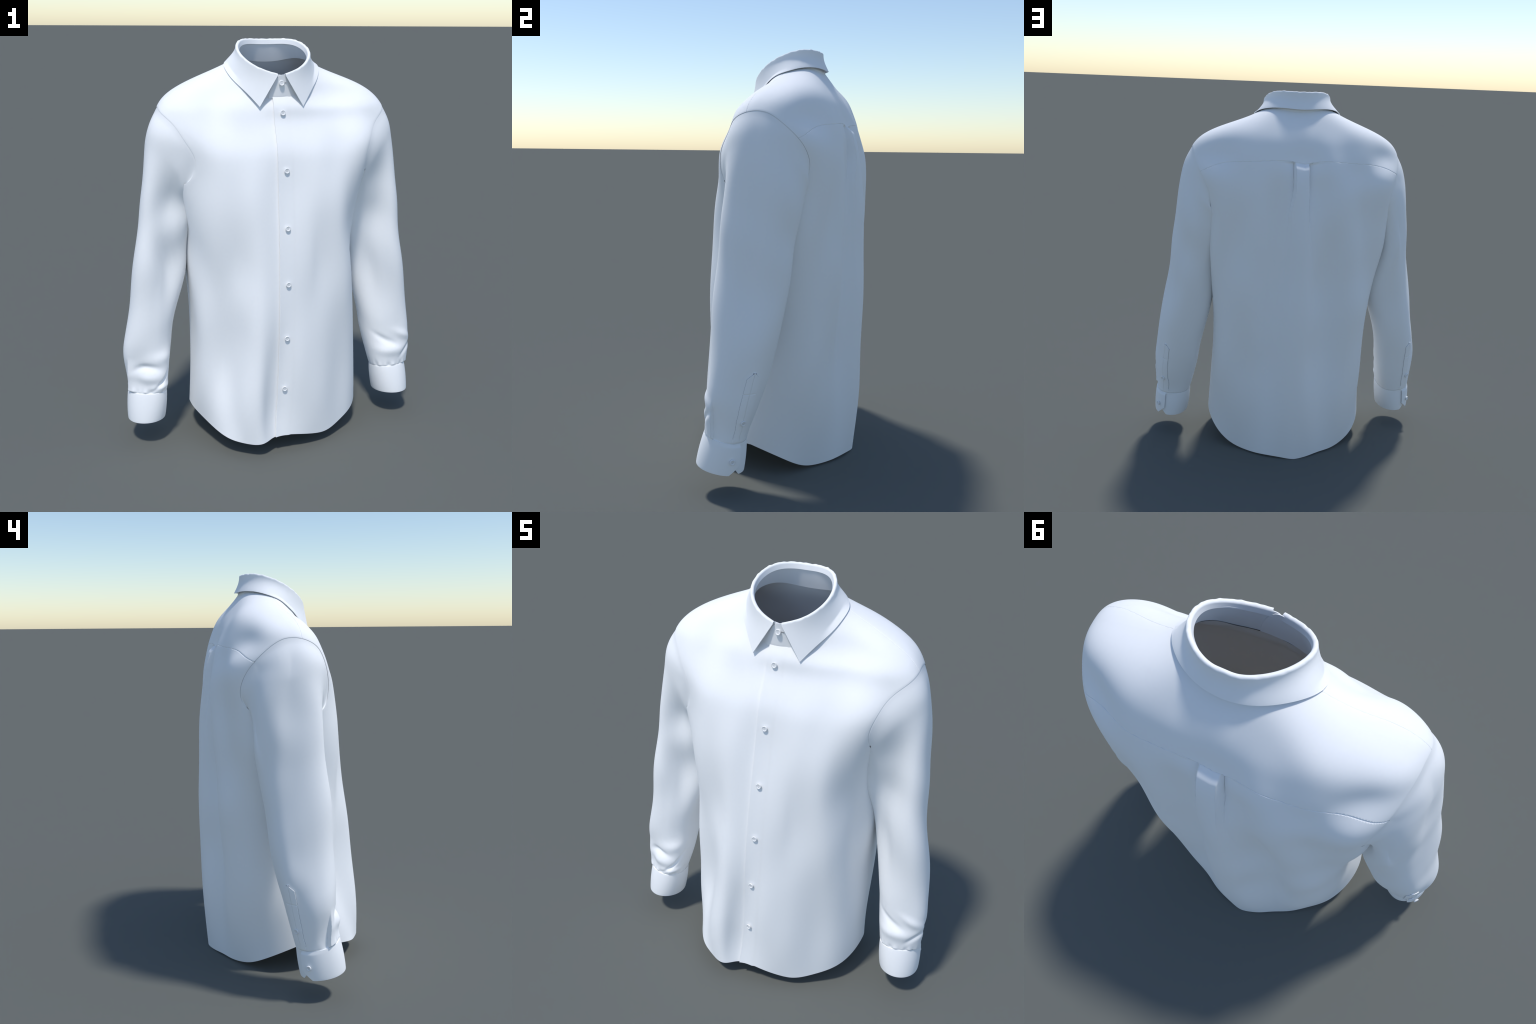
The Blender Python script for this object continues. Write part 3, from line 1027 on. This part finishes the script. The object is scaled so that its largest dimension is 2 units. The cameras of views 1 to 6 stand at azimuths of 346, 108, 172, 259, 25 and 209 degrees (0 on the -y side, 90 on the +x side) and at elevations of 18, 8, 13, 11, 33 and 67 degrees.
    zc = base[..., 2]
    strip_pts, strip_nrm = [], []
    across = np.concatenate([np.linspace(-1, -0.045, 9), [0.0], np.linspace(0.045, 1, 9)])
    outer = np.arange(m)[(phi > 0.7) & (phi < 3.6)]

    def at_height(z, cols):
        line = np.stack([[np.interp(-z, -zc[:, k], base[:, k, a]) for a in range(3)] for k in cols])
        nline = np.stack([[np.interp(-z, -zc[:, k], Ng[:, k, a]) for a in range(3)] for k in cols])
        return line, nline

    drops = np.linspace(0, 1, rowsn)
    lines = [at_height(tip[2] + (foot[2] - tip[2]) * f, outer) for f in drops]
    lengths = [np.concatenate([[0], np.cumsum(np.linalg.norm(np.diff(l, axis=0), axis=1))]) for l, _ in lines]
    middle = np.array([np.interp(tip[1] + (foot[1] - tip[1]) * f, np.maximum.accumulate(l[:, 1]), s) for f, (l, _), s in zip(drops, lines, lengths)])
    middle = blur(middle, 7.0, 0, False)
    for f, (line, nline), s_len, mid in zip(drops, lines, lengths, middle):
        width = max(0.029 * min(1.0, f * 0.32 / 0.026), 0.0010)
        q = mid + across * width
        strip_pts.append(np.stack([np.interp(q, s_len, line[:, a]) for a in range(3)], -1))
        strip_nrm.append(unit(np.stack([np.interp(q, s_len, nline[:, a]) for a in range(3)], -1)))
    S, SN = np.array(strip_pts), np.array(strip_nrm)
    settle = smooth(8, 22, np.arange(rowsn))[:, None, None]
    S = S * (1 - settle) + blur(S, 4.0, 0, False) * settle
    groove = np.zeros((rowsn, colsn))
    groove[:, colsn // 2] = 0.0026
    bar = int(rowsn * 0.30)
    groove[bar, :] = 0.0026
    S = S + SN * (0.0045 - groove)[..., None]
    sq = grid_faces(rowsn, colsn, False)
    sf = S.reshape(-1, 3)
    sn = vertex_normals(sf, sq)
    if (sn * SN.reshape(-1, 3)).sum() < 0:
        sq, sn = sq[:, ::-1], -sn
    sheet("sleeve_placket", sf, sq, sn, 0.0075, sleeve, COTTON)
    outline = np.concatenate([S[2:-5, 0][::-1], S[2:-5, -1]])
    outline_n = np.concatenate([SN[2:-5, 0][::-1], SN[2:-5, -1]])
    shade_line("placket_shade_line", outline - outline_n * 0.0039, 0.0009, sleeve)  # added grey tube that paints the dark shade line round the strip
    if side > 0:
        left_sleeve, left_info = sleeve, (S, SN, pts, cn.reshape(high, len(w), 3))
    else:
        right_sleeve, right_info = sleeve, (S, SN, pts, cn.reshape(high, len(w), 3))


# ------------------------------------------------------------------ collar
FOLD = [(0.0, 0.1735, 1.9985), (0.060, 0.166, 1.9995), (0.1427, 0.1024, 1.9931), (0.1733, -0.0167, 1.9437), (0.1111, -0.1059, 1.882), (0.0175, -0.1455, 1.8483)]
FALL = [(0.0, 0.2085, 1.9085), (0.125, 0.178, 1.914), (0.222, 0.080, 1.890), (0.2147, -0.0162, 1.8258), (0.1646, -0.098, 1.768), (0.1065, -0.158, 1.6995)]


def half_curve(u, rows):
    rows = np.asarray(rows, float)
    k = np.array(NECK_U)
    flip = np.array([-1, 1, 1])
    ring = np.concatenate([rows[:0:-1] * flip, rows])
    p = spline(np.concatenate([-k[:0:-1], k]), ring, u)
    return p + (NECK_X, 0, 0)


def even(u_dense, rows, count):
    c = half_curve(u_dense, rows)
    s = np.concatenate([[0], np.cumsum(np.linalg.norm(np.diff(c, axis=0), axis=1))])
    return np.interp(np.linspace(0, s[-1], count), s, u_dense)


count = 240
u_fold = np.linspace(-1, 1, 4001)
fold = half_curve(even(u_fold, FOLD, count), FOLD)
fall = half_curve(even(u_fold, FALL, count), FALL)
tangent = np.gradient(fold, axis=0)
normal = unit(np.stack([tangent[:, 1], -tangent[:, 0], np.zeros(count)], -1))
normal *= np.sign((normal * (fold - (NECK_X, 0.02, 1.9)))[count // 2].sum())
up = np.array([0, 0, 1.0])
lump = np.zeros(count)
for k, a in ((19, 0.0005), (31, 0.0005), (47, 0.0003)):
    lump += a * np.sin(k * np.linspace(0, 2 * np.pi, count) + k)
ends = 1 - smooth(0.93, 1.0, np.abs(np.linspace(-1, 1, count)))
lump *= ends
rows = []
r = 0.0088
for a in np.linspace(0, 1, 8):
    rows.append(fold - normal * (r + 0.0034 * (1 - a)) - up * (0.026 * (1 - a) + r * a))
for a in np.linspace(np.pi, 0, 11)[1:]:
    rows.append(fold + normal * (math.cos(a) * (r if a > 1.57 else 0.007)) + up * ((math.sin(a) - 1) * r) + (normal + up) * (lump * max(math.sin(a), 0.0) * (0.4 + 0.6 * (a < 1.6)))[:, None])
p0 = rows[-1]
drop_z = (p0 - fall)[:, 2:3]
tipward = smooth(0.72, 1.0, np.abs(np.linspace(-1, 1, count)))[:, None]
p1 = (p0 - up * drop_z * 0.42 + normal * 0.001) * (1 - tipward) + (p0 + (fall - p0) / 3) * tipward
p2 = (fall + (p0 - fall) * 0.30 - normal * 0.003) * (1 - tipward) + (p0 + (fall - p0) * 2 / 3) * tipward
for a in np.linspace(0, 1, 40)[1:]:
    rows.append((1 - a) ** 3 * p0 + 3 * (1 - a) ** 2 * a * p1 + 3 * (1 - a) * a * a * p2 + a**3 * fall)
L = np.stack(rows)
# keep the lower leaf clear of the shoulders it lies on
near = np.unique(T)
near = near[(TORSO_V[near, 2] > 1.62) & (np.abs(TORSO_V[near, 0]) < 0.32)][::2]
lift = np.zeros(L.shape[:2])
for k in range(len(rows) - 26, len(rows)):
    gap = ((L[k][:, None] - TORSO_V[near][None]) ** 2).sum(-1)
    hit = near[np.argmin(gap, 1)]
    clear = ((L[k] - TORSO_V[hit]) * TORSO_N[hit]).sum(1)
    lift[k] = np.maximum(0.0075 - clear, 0) * smooth(len(rows) - 27, len(rows) - 10, k)
    L[k] = L[k] + TORSO_N[hit] * blur(lift[k][:, None], 4.0, 0, False)
lq = grid_faces(len(rows), count, False)
lf = L.reshape(-1, 3)
ln = vertex_normals(lf, lq)
if (ln.reshape(len(rows), count, 3)[-10] * normal).sum() < 0:
    lq, ln = lq[:, ::-1], -ln
sheet("collar", lf, lq, ln, 0.003, shirt, COTTON)

# stand: band from the neckline up to the fold, ends overlapping at the front
u = np.linspace(-1.085, 1.085, 260)
base_xy = mirrored(u, NECK_BASE)
clamp_x = base_xy[:, 0]
neck_rim = np.unique(T)
neck_rim = TORSO_V[neck_rim[np.abs(G[neck_rim, NECK]) < 1e-4]]
base_z = np.array([neck_rim[np.argmin(((neck_rim[:, :2] - q[:2]) ** 2).sum(1)), 2] for q in base_xy])
base_z = blur(base_z, 3, 0, False) - 0.004
TOPLINE = [(x, y, z) for x, y, z in FOLD[:-1]] + [(0.0, -0.150, 1.845)]
top = mirrored(u, TOPLINE)
tn = np.gradient(top, axis=0)
tn = unit(np.stack([tn[:, 1], -tn[:, 0], np.zeros(len(u))], -1))
tn *= np.sign((tn * (top - (NECK_X, 0.02, 1.9)))[len(u) // 2].sum())
over = np.abs(u)
lapping = np.sign(u) * smooth(0.86, 1.0, over)
end_drop = np.sqrt(np.clip(1 - (np.maximum(over - 0.985, 0) / 0.1) ** 2, 0.02, 1))
topz = top - tn * 0.0088 - up * (0.021 - 0.019 * smooth(0.85, 0.97, over))[:, None]
botz = np.concatenate([base_xy[:, :2], base_z[:, None]], 1)
bend = np.linspace(0, 1, 24)[:, None, None]
ST = botz + (topz - botz) * bend * end_drop[:, None]
ST = ST + (tn * (lapping * 0.0022)[:, None])[None]
sq = grid_faces(24, len(u), False)
sf = ST.reshape(-1, 3)
sn = vertex_normals(sf, sq)
if (sn.reshape(24, len(u), 3)[12] * tn).sum() < 0:
    sq, sn = sq[:, ::-1], -sn
stand = sheet("collar_stand", sf, sq, sn, 0.0025, shirt, COTTON)
stand_front = ST[12, np.argmin(np.abs(ST[12, :, 0] - 0.010) + 10 * (u < 0.5))]


# ------------------------------------------------------------------ buttons
def button_mesh(radius):
    bm = bmesh.new()
    profile = [(0, 0.40), (0.54, 0.40), (0.64, 0.43), (0.72, 0.51), (0.82, 0.55), (0.91, 0.52), (0.98, 0.42), (1.0, 0.30), (0.97, 0.12), (0.80, 0.02), (0.45, 0.0), (0.40, -0.30), (0, -0.30)]
    seg = 40
    rings = []
    for pr, pz in profile:
        if pr == 0:
            rings.append([bm.verts.new((0, 0, pz * radius))])
        else:
            rings.append([bm.verts.new((pr * radius * math.cos(2 * math.pi * k / seg), pr * radius * math.sin(2 * math.pi * k / seg), pz * radius)) for k in range(seg)])
    for a, b in zip(rings, rings[1:]):
        for k in range(seg):
            q = (k + 1) % seg
            if len(a) == 1:
                bm.faces.new((a[0], b[k], b[q]))
            elif len(b) == 1:
                bm.faces.new((a[k], b[0], a[q]))
            else:
                bm.faces.new((a[k], b[k], b[q], a[q]))
    bmesh.ops.recalc_face_normals(bm, faces=bm.faces)
    me = bpy.data.meshes.new("button")
    bm.to_mesh(me)
    bm.free()
    # four thread holes
    body = bpy.data.objects.new("button_blank", me)
    bpy.context.scene.collection.objects.link(body)
    hb = bmesh.new()
    for sx in (-1, 1):
        for sy in (-1, 1):
            res = bmesh.ops.create_cone(hb, cap_ends=True, segments=14, radius1=0.105 * radius, radius2=0.105 * radius, depth=0.5 * radius)
            bmesh.ops.translate(hb, verts=res["verts"], vec=(0.2 * radius * sx, 0.2 * radius * sy, 0.42 * radius))
    hm = bpy.data.meshes.new("hole_cutter")
    hb.to_mesh(hm)
    hb.free()
    cutter = bpy.data.objects.new("hole_cutter", hm)
    bpy.context.scene.collection.objects.link(cutter)
    mod = body.modifiers.new("holes", "BOOLEAN")
    mod.object, mod.operation, mod.solver = cutter, "DIFFERENCE", "EXACT"
    dg = bpy.context.evaluated_depsgraph_get()
    out = bpy.data.meshes.new_from_object(body.evaluated_get(dg))
    out.name = "button"
    bpy.data.objects.remove(body)
    bpy.data.objects.remove(cutter)
    out.shade_smooth()
    out.set_sharp_from_angle(angle=math.radians(40))
    out.materials.clear()
    out.materials.append(BUTTON)
    return out


from mathutils import Matrix, Vector

BUTTON_MESH = button_mesh(0.0128)


def place_button(point, normal, parent, lift=0.004, spin=0.0):
    o = bpy.data.objects.new("button", BUTTON_MESH)
    bpy.context.scene.collection.objects.link(o)
    o.parent = parent
    n = Vector([float(a) for a in normal]).normalized()
    q = Vector((0, 0, 1)).rotation_difference(n)
    o.matrix_basis = Matrix.Translation(Vector([float(a) for a in point]) + n * lift) @ q.to_matrix().to_4x4() @ Matrix.Rotation(spin, 4, "Z")
    return o


for k, (x, z) in enumerate([(0.009, 1.669), (0.007, 1.411), (0.002, 1.144), (-0.002, 0.877), (-0.009, 0.609), (-0.018, 0.343)]):
    p, nrm = front_sample(x, z)
    place_button(p + nrm * 0.0058, nrm, shirt, spin=0.2 * k)
place_button(np.array([0.010, stand_front[1], 1.803]), np.array([0.0, -1.0, 0.25]), shirt, 0.003)
for sleeve, (S, SN, pts, cn), side in ((left_sleeve, left_info, 1), (right_sleeve, right_info, -1)):
    i = int(np.argmin(np.abs(S[:, 9, 2] - 0.352)))
    place_button(S[i, 9], SN[i, 9], sleeve, 0.0025)
    target = np.array([side * 0.738, -0.006, 0.18])
    d = np.linalg.norm(pts[:, :100] - target, axis=-1)
    a, b = np.unravel_index(np.argmin(d), d.shape)
    place_button(pts[a, b], cn[a, b], sleeve, 0.0025)

# buttonhole drawn as a solid dark bar, its shade put in by colour
bm = bmesh.new()
bmesh.ops.create_cube(bm, size=1.0)
bmesh.ops.scale(bm, vec=(0.016, 0.0016, 0.0024), verts=bm.verts)
bmesh.ops.bevel(bm, geom=bm.edges, offset=0.0005, segments=2, affect="EDGES")
me = bpy.data.meshes.new("buttonhole_dark_bar")
bm.to_mesh(me)
bm.free()
slit_bar = new_object("buttonhole_dark_bar", me, shirt, SLIT_DARK)
slit_bar.location = (0.027, stand_front[1] - 0.0005, 1.806)
